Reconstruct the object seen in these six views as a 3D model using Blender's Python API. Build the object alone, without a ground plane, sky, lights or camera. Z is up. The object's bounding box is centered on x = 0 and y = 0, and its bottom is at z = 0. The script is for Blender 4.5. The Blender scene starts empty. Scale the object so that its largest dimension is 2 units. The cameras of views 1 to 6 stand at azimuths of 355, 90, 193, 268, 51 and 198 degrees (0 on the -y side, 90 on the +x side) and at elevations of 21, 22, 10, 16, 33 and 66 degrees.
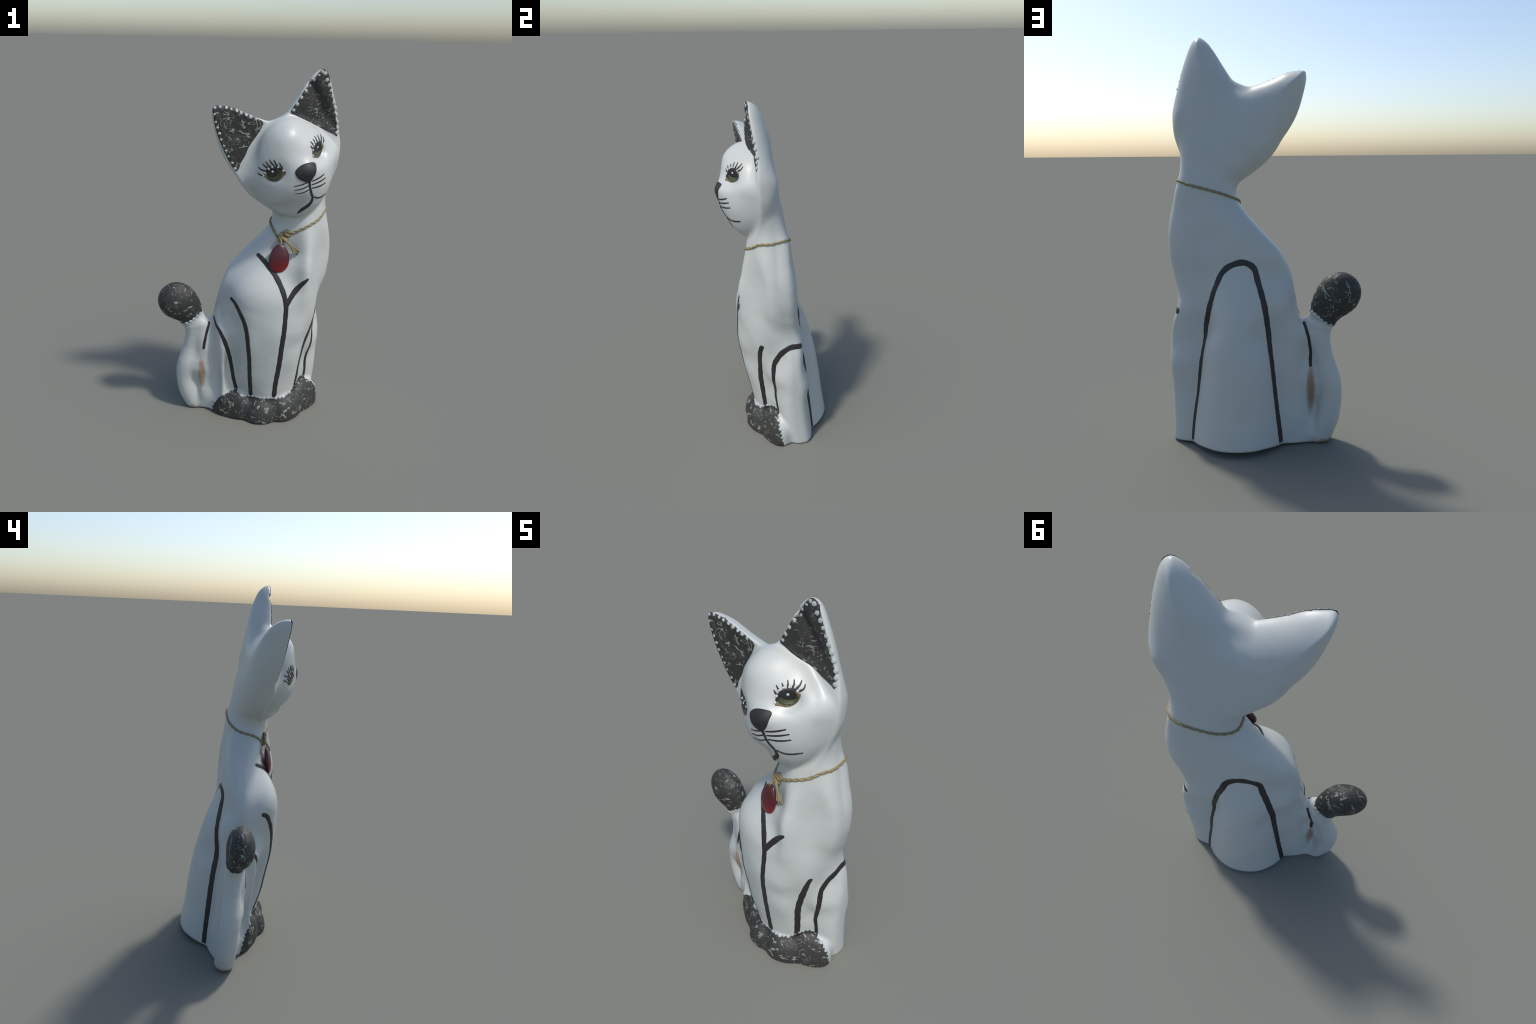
# A slender glazed pottery cat: one smooth body (distance field -> mesh -> parts),
# raised painted lines, glaze beads, a cord with a glass drop.
import bpy, bmesh, math, random, mathutils
import numpy as np
from mathutils import Vector
from mathutils.bvhtree import BVHTree
rng = random.Random(7)

# ------------------------------------------------------------------ proportions (metres, in the frame of the cat)
S = {}
# neck, chest and front legs: left, right, front, back of the section at each height
S['col'] = np.array([
    [-0.399, 0.315, -0.021, 0.197],
    [-0.386, 0.317, -0.041, 0.183],
    [-0.368, 0.321, -0.051, 0.164],
    [-0.348, 0.322, -0.045, 0.150],
    [-0.330, 0.323, -0.037, 0.129],
    [-0.315, 0.309, -0.039, 0.126],
    [-0.303, 0.291, -0.062, 0.128],
    [-0.297, 0.286, -0.091, 0.115],
    [-0.277, 0.309, -0.115, 0.097],
    [-0.226, 0.329, -0.124, 0.091],
    [-0.117, 0.333, -0.144, 0.079],
    [-0.022, 0.317, -0.166, 0.057],
    [0.011, 0.294, -0.171, 0.043],
    [0.030, 0.255, -0.142, -0.003],
    [0.049, 0.243, -0.110, -0.027]])
# roundness of the section in front
S['nf'] = np.array([2.204, 2.497, 2.487, 2.449, 2.423, 2.545, 2.624, 2.371, 1.791, 1.649, 1.939, 2.447, 2.029, 2.350, 2.536])
# in front on the far side
S['nr'] = np.array([2.575, 2.722, 2.814, 2.666, 2.633, 2.629, 2.661, 2.831, 3.244, 3.287, 3.180, 2.995, 2.298, 2.258, 2.507])
# and behind
S['nb'] = np.array([3.365, 3.239, 3.284, 3.414, 3.437, 3.700, 3.674, 3.483, 3.603, 3.409, 3.100, 3.154, 3.516, 3.221, 3.190])
# and behind on the tail side
S['nl'] = np.array([2.235, 2.491, 2.339, 2.235, 2.218, 2.108, 1.956, 2.079, 2.179, 3.012, 3.357, 2.685, 2.378, 2.206, 2.184])
# front legs
S['legs'] = np.array([
    [-0.109, 0.146, -0.123, 0.019],
    [-0.149, 0.170, -0.144, 0.047],
    [-0.194, 0.205, -0.177, 0.065],
    [-0.187, 0.239, -0.210, 0.073],
    [-0.190, 0.246, -0.234, 0.083],
    [-0.230, 0.244, -0.235, 0.046],
    [-0.234, 0.194, -0.233, 0.029],
    [-0.149, 0.214, -0.225, 0.017],
    [-0.137, 0.222, -0.192, 0.000]])
S['legn'] = np.array([2.100])
# rump lobe: centre, half width, depth at each height
S['hip'] = np.array([
    [-0.019, 0.261, 0.325],
    [-0.018, 0.242, 0.297],
    [-0.020, 0.210, 0.268],
    [-0.017, 0.181, 0.228],
    [-0.023, 0.154, 0.175],
    [-0.023, 0.140, 0.122],
    [-0.067, 0.051, 0.089]])
S['hipn'] = np.array([2.175])
# haunch beside the tail
S['haunchL'] = np.array([-0.281, -0.011, 0.314, 0.039, 0.080, 0.326, 0.013])
S['paw1'] = np.array([-0.215, -0.025, 0.016, 0.137, 0.071, 0.152, -0.005, -0.625])
S['paw2'] = np.array([-0.054, -0.083, -0.012, 0.102, 0.112, 0.147, -0.008, -0.238])
S['paw3'] = np.array([0.076, -0.082, 0.014, 0.113, 0.112, 0.138, 0.005, 0.404])
S['paw4'] = np.array([0.209, -0.034, 0.031, 0.116, 0.081, 0.148, -0.040, 0.463])
# tail spine x, y, z, radius
S['tail'] = np.array([
    [-0.430, 0.101, 0.033, 0.058],
    [-0.468, 0.095, 0.142, 0.059],
    [-0.480, 0.086, 0.283, 0.054],
    [-0.445, 0.074, 0.432, 0.047],
    [-0.424, 0.062, 0.563, 0.052],
    [-0.462, 0.056, 0.679, 0.083],
    [-0.518, 0.047, 0.745, 0.106],
    [-0.532, 0.049, 0.763, 0.087]])
# tail flattening
S['tsy'] = np.array([0.670, 0.938])
# clay web between tail and haunch
S['web'] = np.array([
    [-0.378, 0.032, 0.592, 0.031],
    [-0.376, 0.034, 0.453, 0.032],
    [-0.378, 0.056, 0.303, 0.053],
    [-0.370, 0.052, 0.147, 0.041],
    [-0.363, 0.078, 0.043, 0.042]])
# outline of head and ears
S['outline'] = np.array([
    [0.309, 1.598],
    [0.305, 1.693],
    [0.279, 1.813],
    [0.249, 1.911],
    [0.221, 1.977],
    [0.190, 2.002],
    [0.160, 1.991],
    [0.119, 1.947],
    [0.072, 1.869],
    [0.032, 1.811],
    [-0.009, 1.766],
    [-0.057, 1.759],
    [-0.117, 1.775],
    [-0.179, 1.799],
    [-0.241, 1.825],
    [-0.304, 1.836],
    [-0.341, 1.834],
    [-0.351, 1.799],
    [-0.336, 1.723],
    [-0.307, 1.629],
    [-0.259, 1.541],
    [-0.190, 1.457],
    [-0.146, 1.388],
    [-0.096, 1.349],
    [-0.042, 1.319],
    [0.032, 1.303],
    [0.134, 1.322],
    [0.226, 1.379],
    [0.290, 1.481]])
# plane of the ear fronts
S['plane'] = np.array([-0.141, 0.062, -0.113])
# roundness of the back of the head
S['pillow'] = np.array([0.149, 0.113, 0.012, 2.336, -0.127, -0.039, 0.207])
# face: centre, radii, tilt
S['dome'] = np.array([0.060, -0.132, 1.526, 0.213, 0.181, 0.261, 0.193])
S['domen'] = np.array([1.949])
# swellings and hollows of breast, belly and legs: x, z, spreads, height
S['tb'] = np.array([
    [0.150, 1.008, 0.057, 0.175, 0.073],
    [-0.184, 0.551, 0.070, 0.158, 0.027],
    [0.182, 0.451, 0.048, 0.183, -0.032],
    [-0.254, 0.134, 0.070, 0.077, -0.006],
    [0.111, 0.250, 0.078, 0.149, -0.006],
    [0.267, 1.112, 0.063, 0.175, -0.023]])
# muzzle, forehead, eye hollows, bridge: x, z, spreads, height
S['bumps'] = np.array([
    [0.089, 1.479, 0.109, 0.087, 0.008],
    [-0.020, 1.711, 0.099, 0.065, 0.020],
    [-0.056, 1.531, 0.052, 0.053, -0.017],
    [0.162, 1.612, 0.047, 0.040, -0.035],
    [0.097, 1.555, 0.064, 0.046, 0.024],
    [-0.087, 1.455, 0.069, 0.058, -0.006],
    [0.014, 1.346, 0.090, 0.048, -0.025]])
# last small swellings and hollows: x, y, z, height
S['relief'] = np.array([
    [0.227, -0.132, 0.940, 0.021, 0.075],
    [0.259, -0.152, 1.630, 0.008, 0.052],
    [-0.282, -0.085, 0.348, -0.016, 0.052],
    [0.113, -0.205, 0.512, -0.011, 0.052],
    [0.282, -0.012, 0.444, 0.010, 0.052],
    [0.247, -0.093, 0.125, -0.015, 0.052],
    [0.239, -0.154, 1.090, 0.012, 0.070],
    [0.187, -0.161, 0.860, 0.007, 0.060],
    [0.095, 0.083, 1.041, -0.012, 0.052],
    [0.265, 0.130, 0.407, 0.015, 0.052],
    [0.109, 0.163, 0.591, -0.017, 0.052],
    [0.043, -0.018, 1.540, 0.004, 0.052],
    [0.108, -0.080, 1.827, 0.010, 0.052],
    [0.009, -0.009, 1.475, 0.010, 0.052],
    [-0.227, 0.090, 0.711, 0.019, 0.052],
    [-0.126, 0.192, 0.550, -0.012, 0.052],
    [-0.336, 0.070, 0.529, 0.008, 0.052],
    [-0.042, -0.028, 1.360, 0.015, 0.052],
    [-0.128, -0.002, 1.525, -0.014, 0.052],
    [-0.399, 0.100, 0.557, 0.011, 0.052],
    [-0.235, -0.077, 0.607, 0.025, 0.052],
    [-0.307, -0.071, 0.413, -0.016, 0.052],
    [-0.277, -0.068, 0.272, -0.009, 0.052],
    [-0.387, 0.020, 0.205, -0.010, 0.045],
    [-0.341, -0.002, 0.443, 0.014, 0.052],
    [0.085, -0.179, 1.007, 0.024, 0.052],
    [-0.436, 0.033, 0.318, 0.019, 0.052],
    [0.116, -0.225, 1.730, -0.010, 0.052],
    [0.099, -0.335, 1.600, -0.008, 0.050]])

# ------------------------------------------------------------------ field
TH=np.radians(9.0); CT,ST=np.cos(TH),np.sin(TH)
def to_local(P):
    x=P[:,0]-.15;y=P[:,1]
    return x*CT+y*ST, -x*ST+y*CT, P[:,2]
def to_world(L):
    X,Y,Z=L[:,0],L[:,1],L[:,2]
    return np.stack([X*CT-Y*ST+.15,X*ST+Y*CT,Z],1)
def spline(zk,vk,z):
    """Catmull-Rom (finite difference tangents) through knots, columns of vk"""
    zk=np.asarray(zk,float);vk=np.asarray(vk,float)
    m=np.gradient(vk,zk,axis=0)
    z=np.clip(z,zk[0],zk[-1]);i=np.clip(np.searchsorted(zk,z)-1,0,len(zk)-2)
    h=(zk[i+1]-zk[i]);t=(z-zk[i])/h
    t2=t*t;t3=t2*t
    a=(2*t3-3*t2+1);b=(t3-2*t2+t)*h;c=(-2*t3+3*t2);d=(t3-t2)*h
    if vk.ndim==1: return a*vk[i]+b*m[i]+c*vk[i+1]+d*m[i+1]
    return a[:,None]*vk[i]+b[:,None]*m[i]+c[:,None]*vk[i+1]+d[:,None]*m[i+1]
def superell(dx,dy,a,b,n):
    u=np.abs(dx)/a+1e-9;v=np.abs(dy)/b+1e-9
    S=u**n+v**n
    g=S**(1/n);k=S**(1/n-1)
    gr=np.hypot(k*u**(n-1)/a,k*v**(n-1)/b)
    return np.maximum((g-1)/np.maximum(gr,1e-6),-np.minimum(a,b))
def smin(a,b,k):
    h=np.maximum(k-np.abs(a-b),0)/k
    return np.minimum(a,b)-h*h*k*.25
def smax(a,b,k): return -smin(-a,-b,k)
def loft(X,Y,Z,zk,tab,nf,nb,nl=None,nr=None):
    """tab columns XL XR YF YB ; section widest at Y = mid"""
    v=spline(zk,tab,Z)
    xc=(v[:,0]+v[:,1])/2;a=np.maximum((v[:,1]-v[:,0])/2,.01)
    ym=v[:,2]+(v[:,3]-v[:,2])*.55
    dy=Y-ym;fr=dy<0
    b=np.maximum(np.where(fr,ym-v[:,2],v[:,3]-ym),.01)
    n=np.where(fr,spline(zk,nf,Z) if nr is None else np.where(X<xc,spline(zk,nf,Z),spline(zk,nr,Z)),spline(zk,nb,Z) if nl is None else np.where(X<xc,spline(zk,nl,Z),spline(zk,nb,Z)));n=np.clip(n,1.8,4.2)
    d=superell(X-xc,dy,a,b,n)
    return np.maximum(d,Z-zk[-1])
def ell(X,Y,Z,p,n=2.0):
    """p: cx cy cz rx ry rz tilt(xz) yaw"""
    cx,cy,cz,rx,ry,rz=p[:6];rx,ry,rz=max(rx,.008),max(ry,.008),max(rz,.008)
    dx,dy,dz=X-cx,Y-cy,Z-cz
    if len(p)>6:
        c,s=np.cos(p[6]),np.sin(p[6]);dx,dz=dx*c+dz*s,-dx*s+dz*c
    if len(p)>7:
        c,s=np.cos(p[7]),np.sin(p[7]);dx,dy=dx*c+dy*s,-dx*s+dy*c
    u,v,w=np.abs(dx)/rx+1e-9,np.abs(dy)/ry+1e-9,np.abs(dz)/rz+1e-9
    S=u**n+v**n+w**n;g=S**(1/n);k=S**(1/n-1)
    gr=np.sqrt((k*u**(n-1)/rx)**2+(k*v**(n-1)/ry)**2+(k*w**(n-1)/rz)**2)
    return (g-1)/np.maximum(gr,1e-6)
def closed_curve(C,m=5):
    C=np.asarray(C);p0,p1,p2,p3=np.roll(C,1,0),C,np.roll(C,-1,0),np.roll(C,-2,0)
    out=[]
    for t in np.arange(m)/m:
        out.append(.5*(2*p1+(p2-p0)*t+(2*p0-5*p1+4*p2-p3)*t*t+(3*p1-p0-3*p2+p3)*t**3))
    return np.stack(out,1).reshape(-1,2)
def polydist(X,Z,Q):
    A=Q;B=np.roll(Q,-1,0)
    best=np.full(X.shape,1e9);ins=np.zeros(X.shape,bool)
    for (ax,az),(bx,bz) in zip(A,B):
        ex,ez=bx-ax,bz-az;px,pz=X-ax,Z-az
        t=np.clip((px*ex+pz*ez)/(ex*ex+ez*ez+1e-12),0,1)
        best=np.minimum(best,(px-ex*t)**2+(pz-ez*t)**2)
        if abs(ez)>1e-12:
            c=((az>Z)!=(bz>Z))&(X<ex*(Z-az)/ez+ax);ins^=c
    d=np.sqrt(best);return np.where(ins,-d,d)
def chain(X,Y,Z,N,sy):
    """round cones through nodes (x,y,z,r), flattened in Y by sy"""
    N=np.array(N);N[:,3]=np.maximum(N[:,3],.01);k=np.arange(len(N));t=np.linspace(0,len(N)-1,(len(N)-1)*3+1)
    M=spline(k,N,t);d=np.full(X.shape,1e9)
    for a,b in zip(M[:-1],M[1:]):
        e=b[:3]-a[:3];ey=e[1]/sy
        px,py,pz=X-a[0],(Y-a[1])/sy,Z-a[2]
        s=np.clip((px*e[0]+py*ey+pz*e[2])/(e[0]**2+ey**2+e[2]**2+1e-9),0,1)
        q=np.sqrt((px-e[0]*s)**2+(py-ey*s)**2+(pz-e[2]*s)**2)-(a[3]+(b[3]-a[3])*s)
        d=np.minimum(d,q)
    return d*(.5+.5*sy)
COLZ=np.array([0,.12,.25,.4,.53,.61,.67,.74,.84,.95,1.07,1.18,1.28,1.42,1.58])
LEGZ=np.array([0,.15,.3,.45,.6,.75,.9,1.05,1.2])
HIPZ=np.array([0,.15,.35,.55,.72,.84,.93])
HT=np.radians(25.9)   # tilt of the head
def shell(X,Y,Z,p):
    q=Y-(p['plane'][0]+p['plane'][1]*X+p['plane'][2]*(Z-1.6))
    # hollow of the tall ear beside its fold, shallow hollow of the small ear
    ex,ez=.125,-.19;t=np.clip(((X-.145)*ex+(Z-1.93)*ez)/(ex*ex+ez*ez),0,1)
    side=((X-.145)*ez-(Z-1.93)*ex)/.2274
    w=np.hypot(X-.145-ex*t,Z-1.93-ez*t)
    dish=.017*np.exp(-(w/np.where(side<0,.016,.034))**2)*np.clip(1.4-t,0,1)
    dish=dish+.007*np.exp(-((X+.215)/.05)**2-((Z-1.72)/.07)**2)
    dish=dish+.018*np.exp(-((X-.185)/.045)**2-((Z-1.775)/.05)**2)
    d2=polydist(X,Z,closed_curve(p['outline']))
    D,h0,h1,n,h2,h3,D1=p['pillow'];n=min(max(n,1.3),5.);D=np.clip(D+D1*(Z-1.6),.035,.3)
    # thickness field
    H=np.maximum(h0+h1*(Z-1.6)+h2*(Z-1.6)**2+h3*(X-.05)+.026*np.exp(-((X+.12)/.09)**2-((Z-1.5)/.10)**2),.03)
    u=np.maximum(D+d2,0)/D+1e-9;v=np.maximum(q,0)/H+1e-9
    S=u**n+v**n;g=S**(1/n);k=S**(1/n-1)
    gr=np.hypot(k*u**(n-1)/D,k*v**(n-1)/H)
    f2=np.maximum((g-1)/np.maximum(gr,1e-6),-.1)
    return smax(dish-q,f2,.012)
def parts(P,p):
    X,Y,Z=to_local(P)
    o={}
    o['col']=loft(X,Y,Z,COLZ,p['col'],p['nf'],p['nb'],p['nl'],p['nr'])
    o['col']=o['col']+1.8*np.maximum(Z-1.36,0)**2
    h=spline(HIPZ,p['hip'],Z)   # xc, a, yb
    b=np.maximum(h[:,2]-.02,.01)
    o['hip']=np.maximum(superell(X-h[:,0],np.maximum(Y-.02,0),np.maximum(h[:,1],.012),b,np.full_like(X,p['hipn'][0])),np.maximum(Z-HIPZ[-1],.0-Y))
    o['legs']=loft(X,Y,Z,LEGZ,p['legs'],np.full(len(LEGZ),p['legn'][0]),np.full(len(LEGZ),2.5))
    o['legs']=o['legs']+1.6*np.maximum(Z-.78,0)**2
    o['haunchL']=ell(X,Y,Z,p['haunchL'],2.2)
    for k in ('paw1','paw2','paw3','paw4'): o[k]=ell(X,Y,Z,p[k],2.4)
    o['tail']=chain(X,Y,Z,p['tail'],p['tsy'][0]+(p['tsy'][1]-p['tsy'][0])*np.clip((.64-Z)/.14,0,1))
    o['web']=chain(X,Y,Z,p['web'],1.0)
    o['shell']=shell(X,Y,Z,p)
    b=np.zeros_like(X)
    for x,z,sx,sz,amp in p['tb']: b+=amp*np.exp(-((X-x)/sx)**2-((Z-z)/sz)**2)
    o['tb']=b*np.clip((.02-Y)/.06,0,1)
    f=ell(X,Y,Z,p['dome'],min(max(p['domen'][0],1.8),3.2))
    for x,z,sx,sz,amp in p['bumps']:
        c,n=np.cos(HT),np.sin(HT);dx,dz=X-x,Z-z;u,w=dx*c+dz*n,-dx*n+dz*c
        f=f-amp*np.exp(-((u/sx)**2+(w/sz)**2+1e-9)**1.1)*np.clip((-.14-Y)/.06,0,1)
    o['face']=smax(f,Y+.10,.05)
    return o,X,Y,Z,p
def combine(o,X,Y,Z,p):
    body=smin(o['col'],o['legs'],.09);body=smin(body,o['haunchL'],.06)
    body=body-o['tb']
    body=smin(body,o['hip'],.012)
    paws=smin(smin(o['paw1'],o['paw2'],.03),smin(o['paw3'],o['paw4'],.03),.03)
    body=smin(body,paws,.025)
    body=smin(body,smin(o['tail'],o['web'],.04),.04)
    f=smin(smin(body,o['shell'],.1),o['face'],.022+.06*np.exp(-((Z-1.52)/.10)**2))
    # slot where the bare clay shows, in front and behind
    f=f+.010*np.exp(-((X+.385)/.016)**2-((Z-.275)/.085)**2)*np.clip(np.abs(Y-.045)/.03,0,1)
    # hollow between foot of the tail and paw
    fr=np.clip((.03-Y)/.05,0,1)
    for x,z,sx,sz,amp in ((-.385,.17,.032,.07,.016),(-.305,.22,.045,.09,.036),(-.17,1.46,.06,.06,-.014),(.285,1.60,.045,.07,-.016)):
        f=f+amp*np.exp(-((X-x)/sx)**2-((Z-z)/sz)**2)*fr
    for x,y,z,amp,sp in p.get('relief',()):
        f=f-amp*np.exp(-((X-x)**2+(Y-y)**2+(Z-z)**2)/(2*sp*sp))
    return smax(f,.028*np.clip((Y-.13)/.14,0,1)-Z,.012)

def field(P):
    return combine(*parts(np.asarray(P,float),S))

# ------------------------------------------------------------------ body surface
def mesh_field(h=.0065):
    """surface nets over the field, evaluated only near the surface, then settled on it"""
    lo=np.array([-.53,-.37,-.03]);hi=np.array([.53,.36,2.05]);s=4
    n=np.ceil((hi-lo)/(h*s)).astype(int)
    ax=[lo[i]+np.arange(n[i]+1)*h*s for i in range(3)]
    G=np.stack(np.meshgrid(*ax,indexing='ij'),-1)
    C=field(G.reshape(-1,3)).reshape(n+1)
    near=np.abs(C)<h*s*2.6
    # a coarse cell is refined if any corner is near the surface
    cell=np.zeros(n,bool)
    for i in(0,1):
        for j in(0,1):
            for k in(0,1): cell|=near[i:i+n[0],j:j+n[1],k:k+n[2]]
    N=n*s+1
    f=np.repeat(np.repeat(np.repeat(C,s,0),s,1),s,2)[:N[0],:N[1],:N[2]].copy()
    m=np.zeros(N,bool)
    big=np.repeat(np.repeat(np.repeat(cell,s,0),s,1),s,2)
    m[:-1,:-1,:-1]|=big;m[1:,:-1,:-1]|=big;m[:-1,1:,:-1]|=big;m[:-1,:-1,1:]|=big;m[1:,1:,1:]|=big;m[1:,1:,:-1]|=big;m[1:,:-1,1:]|=big;m[:-1,1:,1:]|=big
    I=np.argwhere(m);out=np.empty(len(I))
    for a in range(0,len(I),400000): out[a:a+400000]=field(lo+I[a:a+400000]*h)
    f[m]=out
    s_=f<0
    A=lambda d:tuple(slice(d[i],N[i]-1+d[i]) for i in range(3))
    cnt=np.zeros(N-1,int);pos=np.zeros(tuple(N-1)+(3,),np.float32)
    for axis in range(3):
        o=[a for a in range(3) if a!=axis]
        for p in(0,1):
            for q in(0,1):
                d0=[0,0,0];d0[o[0]]=p;d0[o[1]]=q;d1=list(d0);d1[axis]=1
                a,b=f[A(d0)],f[A(d1)];x=(a<0)!=(b<0)
                t=a[x]/(a[x]-b[x]);v=np.zeros((len(t),3));v[:]=d0;v[:,axis]+=t
                cnt[x]+=1;pos[x]+=v
    act=cnt>0;idx=np.full(N-1,-1);K=np.argwhere(act);idx[act]=np.arange(len(K))
    V=lo+h*(K+pos[act]/cnt[act][:,None])
    Q=[]
    for axis in range(3):
        u,w=(axis+1)%3,(axis+2)%3
        sl0=[slice(1,N[i]-1) for i in range(3)];sl0[axis]=slice(0,N[axis]-1)
        sl1=list(sl0);sl1[axis]=slice(1,N[axis])
        a,b=s_[tuple(sl0)],s_[tuple(sl1)]
        E=np.argwhere(a!=b);fl=a[a!=b]
        off=np.array([1,1,1]);off[axis]=0;E=E+off
        eu=np.zeros(3,int);eu[u]=1;ew=np.zeros(3,int);ew[w]=1
        c=[idx[tuple((E-eu-ew).T)],idx[tuple((E-ew).T)],idx[tuple(E.T)],idx[tuple((E-eu).T)]]
        c=np.stack(c,1);c[~fl]=c[~fl][:,::-1];Q.append(c)
    Q=np.concatenate(Q);Q=Q[(Q>=0).all(1)]
    for _ in range(3):
        g,fv=gradient(V);st=fv[:,None]*g/np.maximum((g*g).sum(1),.05)[:,None]
        l=np.linalg.norm(st,axis=1,keepdims=True);V=V-st*np.minimum(1,h*.8/np.maximum(l,1e-9))
        # even out the net a little, tangentially
        M=np.zeros_like(V);c=np.zeros(len(V))
        for i in range(4):
            for j in((i+1)%4,(i+3)%4):
                np.add.at(M,Q[:,i],V[Q[:,j]]);np.add.at(c,Q[:,i],1)
        D=M/np.maximum(c,1)[:,None]-V
        nn=g/np.maximum(np.linalg.norm(g,axis=1,keepdims=True),1e-9)
        V=V+.5*(D-(D*nn).sum(1,keepdims=True)*nn*.7)
    V[:,2]=np.maximum(V[:,2],0.0)
    return V,Q
def gradient(V,e=.0015):
    f0=field(V);g=np.empty_like(V)
    for i in range(3):
        d=np.zeros(3);d[i]=e;g[:,i]=(field(V+d)-field(V-d))/(2*e)
    return g,f0

V,Q=mesh_field()
# small unevenness of the hand-cast clay
def wobble(P):
    a=np.zeros(len(P))
    for k,(fx,fy,fz,ph,am) in enumerate([(9,13,7,.3,.0012),(21,17,15,1.1,.0007),(33,29,38,2.2,.0004),(57,61,49,.7,.00022)]):
        a+=am*np.sin(fx*P[:,0]+2*np.sin(fz*.6*P[:,2]+ph))*np.sin(fy*P[:,1]+ph*2+1.5*np.sin(fx*.5*P[:,0]))*np.cos(fz*P[:,2]+ph)
    return a
Gn,_=gradient(V);Gn/=np.maximum(np.linalg.norm(Gn,axis=1,keepdims=True),1e-9)
V=V+Gn*(wobble(V)*np.clip(V[:,2]/.05,0,1))[:,None]
V[:,2]-=V[:,2].min()
V[:,2]*=2.0/V[:,2].max()

scene=bpy.context.scene
def link(ob,parent=None):
    scene.collection.objects.link(ob)
    if parent is not None: ob.parent=parent
    return ob
base=bpy.data.objects.new('pottery_cat',None);link(base)
base['label']='tall slender white pottery cat with black painted lines and red pendant'
base['category']='cat figurine'

# ------------------------------------------------------------------ materials
def mat(name):
    m=bpy.data.materials.new(name);m.use_nodes=True
    nt=m.node_tree;b=nt.nodes['Principled BSDF'];return m,nt,b
class N:
    """tiny helper for node maths"""
    def __init__(s,nt): s.nt=nt
    def node(s,t,**k):
        n=s.nt.nodes.new(t)
        for a,v in k.items(): setattr(n,a,v)
        return n
    def put(s,i,v):
        if hasattr(v,'is_output'): s.nt.links.new(v,i)
        else: i.default_value=v
    def m(s,op,a,b=0.0,c=0.0):
        n=s.node('ShaderNodeMath',operation=op)
        for i,v in enumerate((a,b,c)): s.put(n.inputs[i],v)
        return n.outputs[0]
    def step(s,v,lo,hi):
        n=s.node('ShaderNodeMapRange',interpolation_type='SMOOTHSTEP');s.put(n.inputs[0],v)
        s.put(n.inputs[1],lo);s.put(n.inputs[2],hi);return n.outputs[0]
    def noise(s,vec,scale,detail=2.,rough=.5,dist=0.):
        n=s.node('ShaderNodeTexNoise');s.put(n.inputs['Vector'],vec)
        n.inputs['Scale'].default_value=scale;n.inputs['Detail'].default_value=detail;n.inputs['Roughness'].default_value=rough;n.inputs['Distortion'].default_value=dist
        return n.outputs['Fac']
    def mix(s,f,a,b):
        n=s.node('ShaderNodeMix',data_type='RGBA');s.put(n.inputs[0],f)
        for i,v in((6,a),(7,b)): s.put(n.inputs[i],v if hasattr(v,'is_output') else (*v,1))
        return n.outputs[2]
WHITE=(.46,.485,.468);DARK=(.030,.028,.029);FLECK=(.26,.275,.235);BROWN=(.26,.125,.058);BLACK=(.018,.016,.0155)  # WHITE darkened below the sunlit forehead tone, blending in shade of chest and flanks
def dark_glaze(h,vec):
    """charcoal glaze with crawling whitish flecks"""
    ridge=h.m('ABSOLUTE',h.m('SUBTRACT',h.noise(vec,17,1.5,.5,.9),.5))
    worm=h.m('MULTIPLY',h.step(ridge,.044,.016),h.step(h.noise(vec,30,1,.5),.53,.60))
    fine=h.m('ABSOLUTE',h.m('SUBTRACT',h.noise(vec,46,2,.5,1.2),.5))
    thin=h.m('MULTIPLY',h.step(fine,.030,.010),h.step(h.noise(vec,24,1,.5),.55,.63))
    vo=h.node('ShaderNodeTexVoronoi');h.put(vo.inputs['Vector'],vec);vo.inputs['Scale'].default_value=58
    spot=h.m('MULTIPLY',h.step(vo.outputs['Distance'],.34,.16),h.step(h.noise(vec,13,2,.5),.47,.60))
    f=h.m('MAXIMUM',worm,h.m('MAXIMUM',h.m('MULTIPLY',thin,.5),h.m('MULTIPLY',spot,.6)))
    f=h.m('MULTIPLY',f,h.m('MULTIPLY_ADD',h.noise(vec,70,2),1.1,.25))
    f=h.m('MINIMUM',f,1.0)
    base=h.mix(h.noise(vec,60,2),(.016,.016,.0145),(.035,.035,.031))
    return h.mix(f,base,FLECK),f
def coords(nt):
    t=nt.nodes.new('ShaderNodeTexCoord');return t.outputs['Object']

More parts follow.
